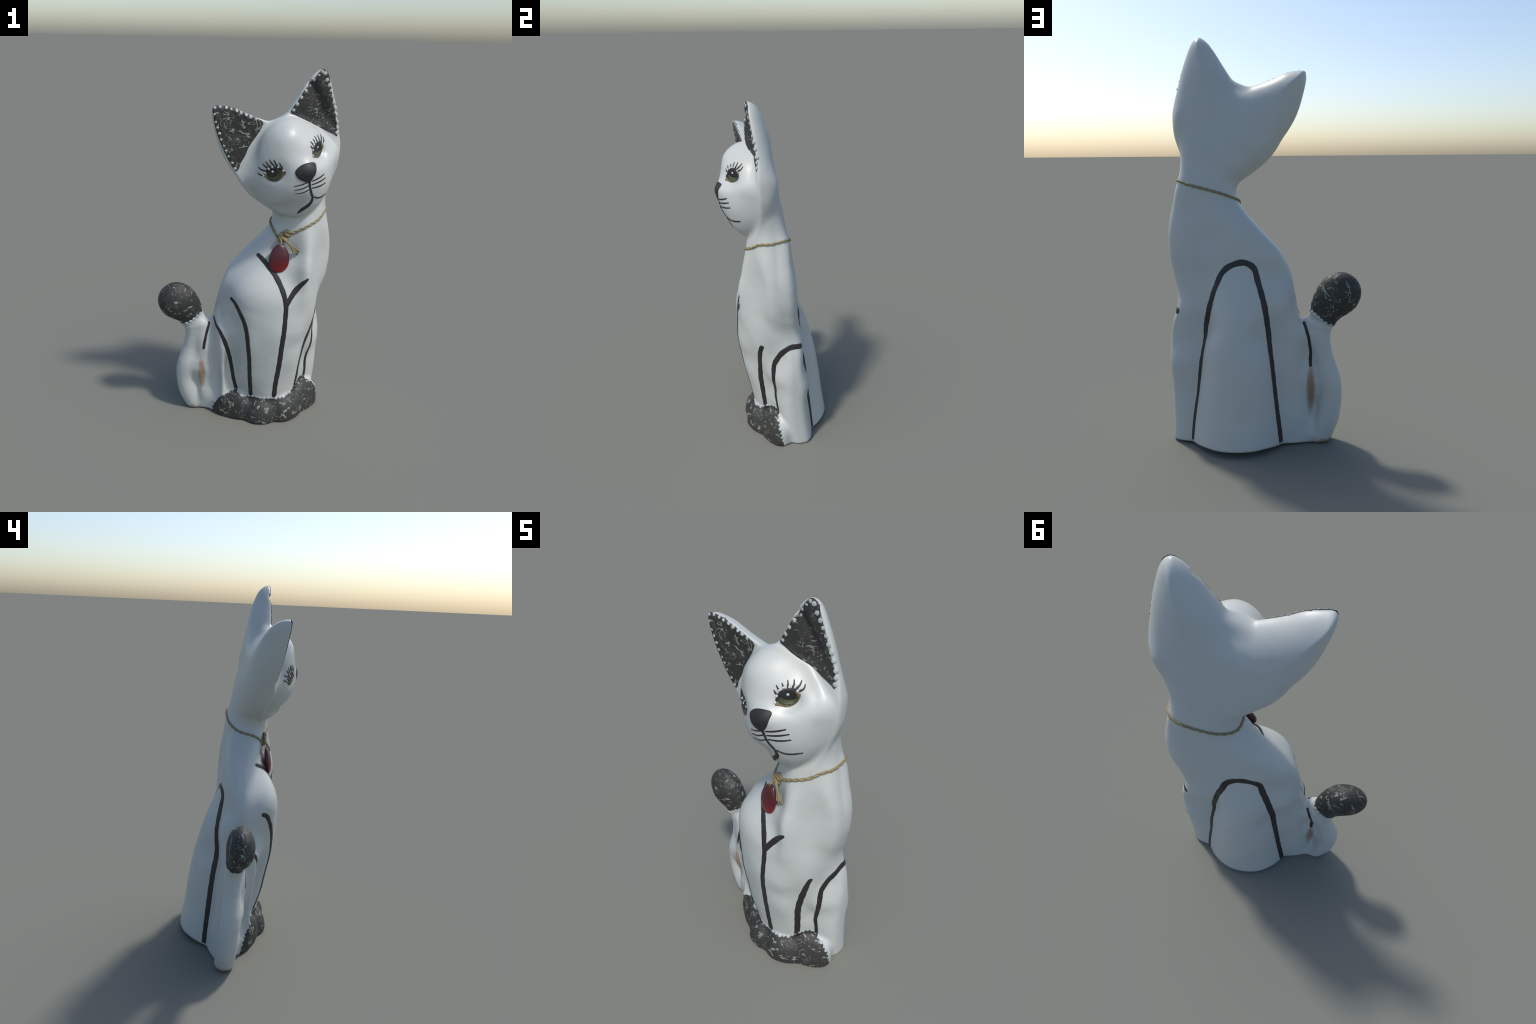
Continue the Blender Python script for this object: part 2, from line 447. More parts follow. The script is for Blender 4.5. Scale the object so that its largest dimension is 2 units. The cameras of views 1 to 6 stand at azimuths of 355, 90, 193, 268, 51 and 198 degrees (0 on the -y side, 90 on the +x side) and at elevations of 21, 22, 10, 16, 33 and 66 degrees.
# dark stockings: upper edge of the charcoal glaze, by angle round the foot of the cat
PAW=[(-66,.0),(-64.2,.048),(-62.1,.087),(-56.1,.137),(-51.3,.162),(-46,.180),(-40,.158),(-34,.146),(-25.8,.151),(-17,.150),(-8.4,.147),(2.4,.147),(11.8,.141),(21.4,.144),(34,.152),(38.5,.166),(46,.192),(53.4,.201),(60,.208),(65.4,.206),(69,.19),(73,.150),(76.5,.105),(78.3,.060),(79.3,.02),(80.5,.0)]
PC=(.15,.10);A0,A1,ZS=-80.,90.,.3
def paw_edge(deg):
    a=[p[0] for p in PAW];return float(np.interp(deg,a,[p[1] for p in PAW]))
TAILC=Vector((-.28,-.012,.637));TAILN=Vector((-.56,0,.83)).normalized()
def glaze_material():
    m,nt,b=mat('white_glaze_and_charcoal');h=N(nt);vec=coords(nt)
    sx=h.node('ShaderNodeSeparateXYZ');h.put(sx.inputs[0],vec);x,y,z=sx.outputs
    ang=h.m('ARCTAN2',h.m('SUBTRACT',x,PC[0]),h.m('SUBTRACT',PC[1],y))
    deg=h.m('MULTIPLY',ang,180/math.pi)
    fc=h.node('ShaderNodeFloatCurve');cu=fc.mapping.curves[0];pts=[((a-A0)/(A1-A0),v/ZS) for a,v in PAW]
    pts=[(0,0)]+pts+[(1,0)]
    cu.points[0].location=pts[0];cu.points[1].location=pts[-1]
    for p_ in pts[1:-1]: cu.points.new(*p_)
    for p_ in cu.points: p_.handle_type='VECTOR'
    fc.mapping.update()
    h.put(fc.inputs['Value'],h.m('DIVIDE',h.m('SUBTRACT',deg,A0),A1-A0))
    edge=h.m('MULTIPLY',fc.outputs[0],ZS)
    teeth=h.m('MULTIPLY',h.m('SINE',h.m('MULTIPLY',ang,85.)),.004)
    ragged=h.m('MULTIPLY',h.m('SUBTRACT',h.noise(vec,45,2),.5),.012)
    over=h.m('ADD',h.m('ADD',h.m('SUBTRACT',edge,z),teeth),ragged)
    front=h.step(edge,.002,.006)
    paw=h.m('MULTIPLY',h.step(over,-.0015,.0015),front)
    td=h.m('ADD',h.m('ADD',h.m('MULTIPLY',h.m('SUBTRACT',x,TAILC.x),TAILN.x),h.m('MULTIPLY',h.m('SUBTRACT',z,TAILC.z),TAILN.z)),h.m('MULTIPLY',h.m('SUBTRACT',h.noise(vec,60,2),.5),.02))
    tail=h.m('MULTIPLY',h.step(td,-.002,.002),h.m('LESS_THAN',x,-.205))
    dm=h.m('MAXIMUM',paw,tail)
    dc,fl=dark_glaze(h,vec)
    # bare clay where the glaze did not reach: hollow beside the tail, foot of the tail
    ex=h.m('POWER',h.m('DIVIDE',h.m('SUBTRACT',x,-.243),.021),2.);ez=h.m('POWER',h.m('DIVIDE',h.m('SUBTRACT',z,.275),.12),2.)
    pit=h.m('MULTIPLY',h.step(h.m('ADD',h.m('ADD',ex,ez),h.m('MULTIPLY',h.noise(vec,40,2),.8)),1.9,.5),.8)
    foot=h.m('MULTIPLY',h.step(h.m('ADD',z,h.m('MULTIPLY',h.noise(vec,30,2),.05)),.062,.030),h.step(x,-.27,-.30))
    clay=h.m('MAXIMUM',pit,foot)
    # faint tone variation and a few pinholes
    tone=h.m('MULTIPLY_ADD',h.noise(vec,5,3,.55),.10,.95)
    wn=h.mix(h.noise(vec,3.2,2),tuple(c*.97 for c in WHITE),(WHITE[0]*1.04,WHITE[1]*1.02,WHITE[2]))
    vm=h.node('ShaderNodeVectorMath',operation='SCALE');h.put(vm.inputs[0],wn);h.put(vm.inputs['Scale'],tone)
    vo=h.node('ShaderNodeTexVoronoi');h.put(vo.inputs['Vector'],vec);vo.inputs['Scale'].default_value=16
    pin=h.m('MULTIPLY',h.step(vo.outputs['Distance'],.055,.02),h.step(h.noise(vec,2.5,1),.52,.6))
    col=h.mix(h.m('MULTIPLY',pin,.5),vm.outputs[0],(.16,.17,.18))
    col=h.mix(clay,col,BROWN);col=h.mix(dm,col,dc)
    h.put(b.inputs['Base Color'],col)
    h.put(b.inputs['Roughness'],h.m('MULTIPLY_ADD',dm,.22,.40))
    bp=h.node('ShaderNodeBump');bp.inputs['Distance'].default_value=.007;bp.inputs['Strength'].default_value=.65
    hh=h.m('ADD',h.m('MULTIPLY',h.m('MULTIPLY',h.m('ADD',h.noise(vec,95,3),fl),dm),.35),h.m('SUBTRACT',h.m('MULTIPLY',h.noise(vec,24,2),.12),h.m('MULTIPLY',pin,.3)))
    h.put(bp.inputs['Height'],hh);h.put(b.inputs['Normal'],bp.outputs[0])
    return m
def ear_material():
    m,nt,b=mat('charcoal_glaze');h=N(nt);vec=coords(nt)
    c,f=dark_glaze(h,vec);h.put(b.inputs['Base Color'],c);b.inputs['Roughness'].default_value=.6
    bp=h.node('ShaderNodeBump');bp.inputs['Distance'].default_value=.008;bp.inputs['Strength'].default_value=.8
    h.put(bp.inputs['Height'],h.m('MULTIPLY',h.m('ADD',h.noise(vec,95,3),f),.4));h.put(b.inputs['Normal'],bp.outputs[0]);return m
def plain(name,col,rough=.4,var=.12,scale=40):
    m,nt,b=mat(name);h=N(nt);vec=coords(nt)
    h.put(b.inputs['Base Color'],h.mix(h.noise(vec,scale,2),tuple(c*(1-var) for c in col),tuple(c*(1+var) for c in col)))
    b.inputs['Roughness'].default_value=rough;return m
M_white=glaze_material();M_ear=ear_material()
M_line=plain('black_line_paint',BLACK,.5,.3,30)
M_bead=plain('white_slip_bead',(.37,.405,.40),.4,.15)
M_nose=plain('black_nose_paint',(.0145,.0145,.015),.6)
M_scl=plain('tan_eye_paint',(.15,.105,.06),.35,.25,60)
M_iris=plain('green_eye_paint',(.040,.052,.021),.4,.3,80)
M_shine=plain('white_dot_paint',(.50,.53,.53),.4,.05)
def string_material():
    m,nt,b=mat('gold_cord');h=N(nt);vec=coords(nt)
    h.put(b.inputs['Base Color'],h.mix(h.noise(vec,140,3),(.11,.09,.042),(.33,.27,.135)));b.inputs['Roughness'].default_value=.6
    return m
def red_material():
    m,nt,b=mat('red_glass');h=N(nt);vec=coords(nt)
    sx=h.node('ShaderNodeSeparateXYZ');h.put(sx.inputs[0],vec)
    g=h.step(h.m('ADD',sx.outputs[2],h.m('MULTIPLY',h.noise(vec,30,2),.05)),1.09,.985)
    h.put(b.inputs['Base Color'],h.mix(h.m('MULTIPLY',g,h.m('MULTIPLY_ADD',h.noise(vec,45,3),1.1,.35)),(.070,.008,.013),(.25,.010,.016)));b.inputs['Roughness'].default_value=.34
    b.inputs['Coat Weight'].default_value=.12;b.inputs['Coat Roughness'].default_value=.08;b.inputs['Transmission Weight'].default_value=.12
    return m
M_cord=string_material();M_red=red_material()

# ------------------------------------------------------------------ body split into parts
o_=parts(V,S)[0]
keys=['col','legs','haunchL','hip','paw1','paw2','paw3','paw4','tail','web','shell','face']
A=np.stack([o_[k] for k in keys],1).argmin(1)
Lx,Ly,Lz=to_local(V)
fc=V[Q].mean(1);fA=np.array([np.bincount(r,minlength=12).argmax() for r in A[Q]])
fx,fy,fz=fc.T;lx=Lx[Q].mean(1)
# collar plane
cz=1.215+.29*(fx-.25)+.33*(fy+.02)
part=np.full(len(Q),'torso',dtype=object)
part[(fA==1)&(fz<.78)&(lx<.012)]='forelimb';part[(fA==1)&(fz<.78)&(lx>=.012)]='forelimb.'
part[(fA==0)&(fz<.63)&(lx>.12)]='hindlimb.';part[(fA==2)|((fA==0)&(fz<.63)&(lx<-.1))]='hindlimb'
part[fA==3]='rump'
for i,n in((4,'paw'),(5,'paw.'),(6,'paw..'),(7,'paw...')): part[fA==i]=n
part[(fA==8)|(fA==9)]='tail'
part[fz>cz]='head'
part[(fz>cz)&(fz>1.80-.49*(fx-.218))&(fx>.15)]='ear.'
part[(fz>cz)&((fx-.072)*.237-(fz-1.756)*.123<0)&(fx<.072)&(fA==10)]='ear'
body=bpy.data.meshes.new('body');body.from_pydata(V.tolist(),[],Q.tolist());body.update()
for p_ in body.polygons: p_.use_smooth=True
vn=np.empty(len(V)*3,np.float32);body.vertex_normals.foreach_get('vector',vn);vn=vn.reshape(-1,3)
bvh=BVHTree.FromPolygons([Vector(v) for v in V],[tuple(q) for q in Q])
PART={}
for nm in sorted(set(part)):
    F_=Q[part==nm];used=np.unique(F_);re=np.full(len(V),-1);re[used]=np.arange(len(used))
    me=bpy.data.meshes.new(nm.rstrip('.'));me.from_pydata(V[used].tolist(),[],re[F_].tolist());me.update()
    for p_ in me.polygons: p_.use_smooth=True
    me.normals_split_custom_set_from_vertices([tuple(map(float,n)) for n in vn[used]])
    me.materials.append(M_white)
    PART[nm]=link(bpy.data.objects.new(nm.rstrip('.'),me),base)

# ------------------------------------------------------------------ painting tools
def snap(p):
    q,n,i,d=bvh.find_nearest(Vector(p));return q,n
def smooth_path(pts,step=.005):
    P=np.array(pts,float);k=np.arange(len(P))
    if len(P)==2: P=np.array([P[0],(P[0]+P[1])/2,P[1]]);k=np.arange(3)
    t=np.linspace(0,len(P)-1,len(P)*24);D=spline(k,P,t)
    s=np.r_[0,np.cumsum(np.linalg.norm(np.diff(D,axis=0),axis=1))]
    n=max(6,int(s[-1]/step));u=np.linspace(0,s[-1],n)
    return np.stack([np.interp(u,s,D[:,i]) for i in range(3)],1),u/s[-1]
def stroke(name,pts,width,material,parent,lift=.0022,ends=(1,1)):
    """a raised brush stroke laid on the body; width may vary along it"""
    P,u=smooth_path(pts,min(.006,max(.0025,np.max(width)*.35)))
    W=np.interp(u,np.linspace(0,1,len(np.atleast_1d(width))),np.atleast_1d(width))
    total=np.linalg.norm(np.diff(P,axis=0),axis=1).sum();d=u*total
    for e,dist in((ends[0],d),(ends[1],total-d)):
        if e:
            r=W*.5*e+1e-6;W=W*np.sqrt(np.clip(1-(1-np.clip(dist/r,0,1))**2,.06,1))
    W=W*(1+.05*np.sin(d*90+P[0,0]*50)+.03*np.sin(d*230))
    C=[snap(p) for p in P];prof=[-1,-.86,-.45,0,.45,.86,1];vs=[];fs=[]
    for i,(c,n) in enumerate(C):
        a=C[max(i-1,0)][0];b=C[min(i+1,len(C)-1)][0];t=(b-a).normalized();s=n.cross(t).normalized()
        for k in prof:
            q,m=snap(c+s*(k*W[i]*.5));hgt=-.0025 if abs(k)==1 else lift*(1-.35*k*k)
            vs.append(q+m*hgt)
    for i in range(len(C)-1):
        for j in range(6):
            a=i*7+j;fs.append((a,a+1,a+8,a+7))
    me=bpy.data.meshes.new(name);me.from_pydata(vs,[],fs);me.update()
    for p_ in me.polygons: p_.use_smooth=True
    me.materials.append(material);return link(bpy.data.objects.new(name,me),parent)
from mathutils.geometry import delaunay_2d_cdt
def patch(name,pts,material,parent,lift,cell=.008,sharp=False,back=.06,rough=0.):
    """a raised field of glaze with a closed outline, laid on the body"""
    P=np.array(pts,float)
    if not sharp:
        n=len(P);m=6;out=[]
        for i in range(n):
            p0,p1,p2,p3=P[i-1],P[i],P[(i+1)%n],P[(i+2)%n]
            for t in np.arange(m)/m: out.append(.5*(2*p1+(p2-p0)*t+(2*p0-5*p1+4*p2-p3)*t*t+(3*p1-p0-3*p2+p3)*t**3))
        P=np.array(out)
    c=P.mean(0);_,_,vt=np.linalg.svd(P-c);nrm=vt[2]
    if nrm[1]>0: nrm=-nrm
    a=vt[0];b=np.cross(nrm,a)
    U=np.stack([(P-c)@a,(P-c)@b],1)
    lo,hi=U.min(0),U.max(0);g=np.stack(np.meshgrid(np.arange(lo[0],hi[0],cell),np.arange(lo[1],hi[1],cell)),-1).reshape(-1,2)
    d=polydist(g[:,0],g[:,1],U);g=g[d<-cell*.45]
    allp=[Vector(x) for x in np.concatenate([U,g])];n=len(U)
    r=delaunay_2d_cdt(allp,[(i,(i+1)%n) for i in range(n)],[],1,1e-6)
    vs=[];nv,N_=Vector(nrm),[]
    for x in r[0]:
        w=Vector(c+a*x[0]+b*x[1]);hit,nn,i,dd=bvh.ray_cast(w+nv*back,-nv)
        if hit is None or (hit-w).length>back*1.2: hit,nn=snap(w)
        w_=rough*(math.sin(hit.x*310+2*math.sin(hit.z*170))*math.sin(hit.z*260+1.7*math.sin(hit.x*140))) if len(vs)>=n else 0
        vs.append(hit+nn*(lift+w_));N_.append(nn)
    fs=[tuple(f) for f in r[2]]
    # rolled edge down into the body
    ed={}
    for f in fs:
        for i in range(len(f)):
            e=(f[i],f[(i+1)%len(f)]);ed[e]=1
    bd=[e for e in ed if (e[1],e[0]) not in ed];mp={}
    for e in bd:
        for v in e:
            if v not in mp: mp[v]=len(vs);vs.append(vs[v]-N_[v]*(lift+.003))
    for i,j in bd: fs.append((j,i,mp[i],mp[j]))
    me=bpy.data.meshes.new(name);me.from_pydata(vs,[],fs);me.update()
    for p_ in me.polygons: p_.use_smooth=True
    me.materials.append(material);return link(bpy.data.objects.new(name,me),parent)
bm=bmesh.new();bmesh.ops.create_uvsphere(bm,u_segments=16,v_segments=10,radius=1.0);bead_mesh=bpy.data.meshes.new('glaze_bead');bm.to_mesh(bead_mesh);bm.free()
for p_ in bead_mesh.polygons: p_.use_smooth=True
dot_mesh=bead_mesh.copy();dot_mesh.name='eye_dot';bead_mesh.materials.append(M_bead);dot_mesh.materials.append(M_shine)
def bead(p,r,parent,mesh=None,name='glaze_bead',flat=.34,sink=.0):
    q,n=snap(p);ob=bpy.data.objects.new(name,mesh or bead_mesh);link(ob,parent)
    ob.rotation_mode='QUATERNION';ob.rotation_quaternion=n.to_track_quat('Z','Y')
    k=rng.uniform(.85,1.15);ob.scale=(r*k*rng.uniform(.9,1.12),r*k*rng.uniform(.9,1.12),r*k*flat);ob.location=q+n*sink
    return ob
def along(pts,step):
    P,u=smooth_path(pts,.002);s=np.r_[0,np.cumsum(np.linalg.norm(np.diff(P,axis=0),axis=1))]
    k=np.arange(0,s[-1],step);return np.stack([np.interp(k,s,P[:,i]) for i in range(3)],1)

def iris_and_pupil(centres, iris_w, iris_h, pupil_w, pupil_h):
    """green ring and black pupil, tilted with the head; drawn as laid-on discs"""
    t=np.linspace(0,2*np.pi,26)[:-1];e1=np.array([.87,.17,.44]);e2=np.array([-.42,.10,.90])
    for c,w,hgt,mt,lift,nm in((centres[0],iris_w,iris_h,M_iris,.0026,'iris'),(centres[1],pupil_w,pupil_h,M_nose,.0036,'pupil')):
        P=[np.array(c)+w*np.cos(a)*e1+hgt*np.sin(a)*e2 for a in t]
        patch(nm,P,mt,PART['head'],lift,.006,True)
# outlines of rump, tail, haunches, legs and chest
stroke('painted_line', [(0.321, 0.219, 0.027), (0.312, 0.205, 0.130), (0.298, 0.190, 0.250), (0.285, 0.175, 0.380), (0.272, 0.160, 0.511), (0.262, 0.147, 0.600), (0.231, 0.133, 0.739), (0.209, 0.127, 0.804), (0.188, 0.108, 0.854), (0.151, 0.096, 0.889), (0.094, 0.089, 0.909), (0.053, 0.082, 0.899), (0.028, 0.076, 0.872), (0.011, 0.084, 0.817), (-0.013, 0.095, 0.742), (-0.029, 0.100, 0.665), (-0.041, 0.095, 0.563), (-0.057, 0.111, 0.459), (-0.075, 0.127, 0.333), (-0.090, 0.139, 0.213), (-0.104, 0.148, 0.105), (-0.114, 0.154, 0.027)],
       np.multiply([.017, .019, .019, .021, .024, .026, .025, .027, .029, .027, .026, .026], 1.3), M_line, PART['rump'], 0.0022, (0, 0))
stroke('painted_line', [(-0.201, 0.012, 0.609), (-0.215, 0.031, 0.583), (-0.231, 0.043, 0.537), (-0.239, 0.031, 0.474), (-0.238, 0.027, 0.420), (-0.240, 0.034, 0.381)],
       0.0182, M_line, PART['tail'], 0.0022, (1, 1))
stroke('painted_line', [(-0.194, -0.036, 0.611), (-0.208, -0.060, 0.553), (-0.221, -0.066, 0.490), (-0.228, -0.066, 0.444)],
       0.0169, M_line, PART['tail'], 0.0022, (1, 1))
stroke('painted_line', [(-0.166, -0.035, 0.645), (-0.152, -0.075, 0.615), (-0.136, -0.116, 0.591), (-0.111, -0.128, 0.539), (-0.093, -0.115, 0.473), (-0.074, -0.084, 0.386), (-0.061, -0.084, 0.307), (-0.050, -0.084, 0.235), (-0.038, -0.083, 0.172)],
       np.multiply([.016, .018, .020, .020, .019], 1.3), M_line, PART['hindlimb'], 0.0022, (1, 1))
stroke('painted_line', [(-0.075, -0.142, 0.810), (-0.053, -0.171, 0.792), (-0.030, -0.190, 0.747), (-0.006, -0.203, 0.691), (0.010, -0.207, 0.630), (0.019, -0.204, 0.547), (0.028, -0.189, 0.456), (0.033, -0.172, 0.360), (0.039, -0.152, 0.260), (0.046, -0.123, 0.156)],
       np.multiply([.021, .023, .021, .020, .021, .022], 1.3), M_line, PART['forelimb'], 0.0022, (1, 1))
stroke('painted_line', [(0.068, -0.099, 1.048), (0.094, -0.130, 1.031), (0.126, -0.162, 0.999), (0.156, -0.183, 0.963), (0.183, -0.202, 0.915), (0.203, -0.215, 0.868), (0.216, -0.223, 0.819), (0.221, -0.225, 0.782), (0.219, -0.227, 0.713), (0.215, -0.229, 0.636), (0.208, -0.220, 0.551), (0.203, -0.204, 0.459), (0.197, -0.186, 0.364), (0.188, -0.164, 0.263), (0.184, -0.140, 0.148)],
       np.multiply([.018, .024, .024, .022, .024, .025, .025, .024], 1.3), M_line, PART['torso'], 0.0022, (1, 1))
stroke('painted_line', [(0.222, -0.225, 0.786), (0.239, -0.217, 0.823), (0.264, -0.205, 0.862), (0.293, -0.203, 0.898), (0.337, -0.205, 0.944)],
       np.multiply([.018, .026, .024, .012], 1.3), M_line, PART['torso'], 0.0022, (1, 1))
stroke('painted_line', [(0.403, -0.079, 0.660), (0.393, -0.092, 0.619), (0.375, -0.096, 0.556), (0.353, -0.094, 0.483), (0.338, -0.093, 0.406), (0.329, -0.084, 0.327), (0.322, -0.074, 0.236), (0.315, -0.067, 0.163)],
       np.multiply([.022, .027, .028, .027, .026], 1.3), M_line, PART['forelimb.'], 0.0022, (1, 1))
stroke('painted_line', [(0.405, 0.150, 0.660), (0.425, 0.117, 0.666), (0.435, 0.073, 0.663), (0.429, 0.030, 0.625), (0.415, 0.002, 0.575), (0.411, -0.013, 0.538), (0.411, -0.017, 0.486), (0.400, -0.013, 0.399), (0.382, -0.005, 0.315), (0.385, 0.002, 0.253), (0.385, 0.008, 0.179)],
       np.multiply([.026, .026, .025, .022, .019, .016, .015], 1.3), M_line, PART['hindlimb.'], 0.0022, (1, 1))
# face
patch('nose', [(0.224, -0.309, 1.536), (0.228, -0.307, 1.554), (0.250, -0.305, 1.573), (0.278, -0.300, 1.583), (0.308, -0.286, 1.584), (0.323, -0.280, 1.576), (0.326, -0.293, 1.557), (0.322, -0.298, 1.533), (0.313, -0.300, 1.515), (0.300, -0.300, 1.496), (0.289, -0.303, 1.492), (0.262, -0.311, 1.500), (0.237, -0.312, 1.514)],
      M_nose, PART['head'], .0025, .006)
stroke('mouth_line', [(0.295, -0.303, 1.497), (0.302, -0.291, 1.463), (0.312, -0.277, 1.433), (0.324, -0.258, 1.406)],
       [.016, .012, .012, .015], M_line, PART['head'], 0.0022, (1, 1))
stroke('mouth_line', [(0.324, -0.260, 1.409), (0.320, -0.244, 1.379), (0.306, -0.236, 1.357), (0.284, -0.228, 1.338), (0.258, -0.206, 1.307)],
       [.013, .018, .026, .022, .004], M_line, PART['head'], 0.0022, (1, 1))
stroke('mouth_line', [(0.329, -0.257, 1.409), (0.343, -0.245, 1.401), (0.356, -0.233, 1.396), (0.379, -0.212, 1.396), (0.393, -0.197, 1.400), (0.405, -0.180, 1.404)],
       [.008, .009, .010, .010, .006], M_line, PART['head'], 0.0022, (1, 1))
stroke('whisker', [(0.306, -0.297, 1.496), (0.342, -0.277, 1.505), (0.377, -0.249, 1.520)],
       [.007, .009, .008, .006], M_line, PART['head'], 0.0018, (1, 1))
stroke('whisker', [(0.307, -0.292, 1.477), (0.350, -0.270, 1.486), (0.386, -0.239, 1.499)],
       [.007, .009, .008, .006], M_line, PART['head'], 0.0018, (1, 1))
stroke('whisker', [(0.311, -0.286, 1.459), (0.355, -0.261, 1.463), (0.390, -0.232, 1.473)],
       [.007, .009, .008, .006], M_line, PART['head'], 0.0018, (1, 1))
stroke('whisker', [(0.287, -0.304, 1.492), (0.255, -0.306, 1.480), (0.221, -0.303, 1.472)],
       [.006, .007, .005, .003], M_line, PART['head'], 0.0018, (1, 1))
stroke('whisker', [(0.294, -0.296, 1.474), (0.260, -0.300, 1.459), (0.223, -0.299, 1.452)],
       [.006, .007, .005, .003], M_line, PART['head'], 0.0018, (1, 1))
stroke('whisker', [(0.299, -0.289, 1.453), (0.265, -0.292, 1.438), (0.228, -0.292, 1.433)],
       [.006, .007, .005, .003], M_line, PART['head'], 0.0018, (1, 1))
# eye
patch('eye', [(0.317, -0.259, 1.601), (0.314, -0.251, 1.616), (0.319, -0.240, 1.634), (0.336, -0.220, 1.653), (0.359, -0.196, 1.655), (0.375, -0.184, 1.651), (0.373, -0.184, 1.631), (0.366, -0.193, 1.612), (0.360, -0.206, 1.601), (0.346, -0.226, 1.594), (0.326, -0.248, 1.599)],
      M_scl, PART['head'], .0016, .006)
iris_and_pupil([(0.341, -0.207, 1.627), (0.341, -0.212, 1.645), (0.338, -0.215, 1.645)], .033, .029, .026, .022)
stroke('eyelid', [(0.316, -0.257, 1.605), (0.314, -0.248, 1.626), (0.321, -0.236, 1.646), (0.339, -0.217, 1.661), (0.359, -0.196, 1.666), (0.372, -0.185, 1.660)],
       [.005, .013, .020, .020, .011, .006], M_line, PART['head'], 0.0036, (1, 1))
stroke('eyelash', [(0.311, -0.248, 1.642), (0.305, -0.251, 1.650), (0.298, -0.252, 1.658)],
       [.010, .0075, .004], M_line, PART['head'], 0.0026, (1, 1))
stroke('eyelash', [(0.317, -0.239, 1.656), (0.310, -0.242, 1.665), (0.299, -0.242, 1.676)],
       [.010, .0075, .004], M_line, PART['head'], 0.0026, (1, 1))
stroke('eyelash', [(0.326, -0.228, 1.665), (0.321, -0.227, 1.676), (0.313, -0.225, 1.685)],
       [.010, .0075, .004], M_line, PART['head'], 0.0026, (1, 1))
stroke('eyelash', [(0.337, -0.216, 1.669), (0.332, -0.211, 1.683), (0.324, -0.206, 1.696)],
       [.010, .0075, .004], M_line, PART['head'], 0.0026, (1, 1))
stroke('eyelash', [(0.350, -0.204, 1.670), (0.349, -0.195, 1.685), (0.340, -0.188, 1.699)],
       [.010, .0075, .004], M_line, PART['head'], 0.0026, (1, 1))
stroke('eyelash', [(0.360, -0.194, 1.668), (0.365, -0.180, 1.682), (0.360, -0.166, 1.698)],
       [.010, .0075, .004], M_line, PART['head'], 0.0026, (1, 1))
stroke('eyelash', [(0.368, -0.188, 1.659), (0.379, -0.173, 1.669), (0.375, -0.161, 1.686)],
       [.010, .0075, .004], M_line, PART['head'], 0.0026, (1, 1))
for p in [(0.312, -0.248, 1.636), (0.316, -0.240, 1.658), (0.325, -0.227, 1.669), (0.341, -0.211, 1.673), (0.366, -0.190, 1.662), (0.313, -0.256, 1.611)]:
    bead(p, .0055, PART['head'], dot_mesh, 'eye_dot', .5, .0028)
bead((0.338, -0.215, 1.645), .0058, PART['head'], dot_mesh, 'eye_dot', .5, .0045)
# eye
patch('eye', [(0.081, -0.246, 1.512), (0.087, -0.249, 1.528), (0.098, -0.254, 1.542), (0.119, -0.262, 1.550), (0.148, -0.276, 1.556), (0.166, -0.283, 1.549), (0.180, -0.291, 1.535), (0.172, -0.286, 1.518), (0.156, -0.279, 1.498), (0.135, -0.269, 1.487), (0.109, -0.257, 1.489), (0.091, -0.250, 1.500)],
      M_scl, PART['head'], .0016, .006)
iris_and_pupil([(0.129, -0.264, 1.521), (0.121, -0.261, 1.531), (0.121, -0.261, 1.535)], .033, .030, .025, .021)
stroke('eyelid', [(0.078, -0.245, 1.514), (0.093, -0.252, 1.536), (0.116, -0.261, 1.551), (0.142, -0.273, 1.555), (0.166, -0.283, 1.547), (0.182, -0.291, 1.534)],
       [.006, .013, .017, .016, .012, .006], M_line, PART['head'], 0.0036, (1, 1))
stroke('eyelash', [(0.075, -0.244, 1.511), (0.059, -0.234, 1.515), (0.052, -0.228, 1.523)],
       [.010, .0075, .004], M_line, PART['head'], 0.0026, (1, 1))
stroke('eyelash', [(0.087, -0.249, 1.536), (0.066, -0.238, 1.540), (0.054, -0.228, 1.550)],
       [.010, .0075, .004], M_line, PART['head'], 0.0026, (1, 1))
stroke('eyelash', [(0.101, -0.256, 1.549), (0.083, -0.249, 1.559), (0.072, -0.242, 1.570)],
       [.010, .0075, .004], M_line, PART['head'], 0.0026, (1, 1))
stroke('eyelash', [(0.113, -0.261, 1.553), (0.097, -0.257, 1.567), (0.087, -0.253, 1.584)],
       [.010, .0075, .004], M_line, PART['head'], 0.0026, (1, 1))
stroke('eyelash', [(0.127, -0.267, 1.559), (0.115, -0.266, 1.575), (0.103, -0.263, 1.594)],
       [.010, .0075, .004], M_line, PART['head'], 0.0026, (1, 1))
stroke('eyelash', [(0.142, -0.274, 1.563), (0.132, -0.273, 1.577), (0.124, -0.272, 1.595)],
       [.010, .0075, .004], M_line, PART['head'], 0.0026, (1, 1))
stroke('eyelash', [(0.165, -0.284, 1.552), (0.158, -0.282, 1.567), (0.149, -0.281, 1.582)],
       [.010, .0075, .004], M_line, PART['head'], 0.0026, (1, 1))
for p in [(0.079, -0.246, 1.513), (0.086, -0.248, 1.525), (0.102, -0.256, 1.547), (0.118, -0.264, 1.558), (0.145, -0.275, 1.558), (0.170, -0.285, 1.544)]:
    bead(p, .0055, PART['head'], dot_mesh, 'eye_dot', .5, .0028)
bead((0.121, -0.261, 1.535), .0058, PART['head'], dot_mesh, 'eye_dot', .5, .0045)
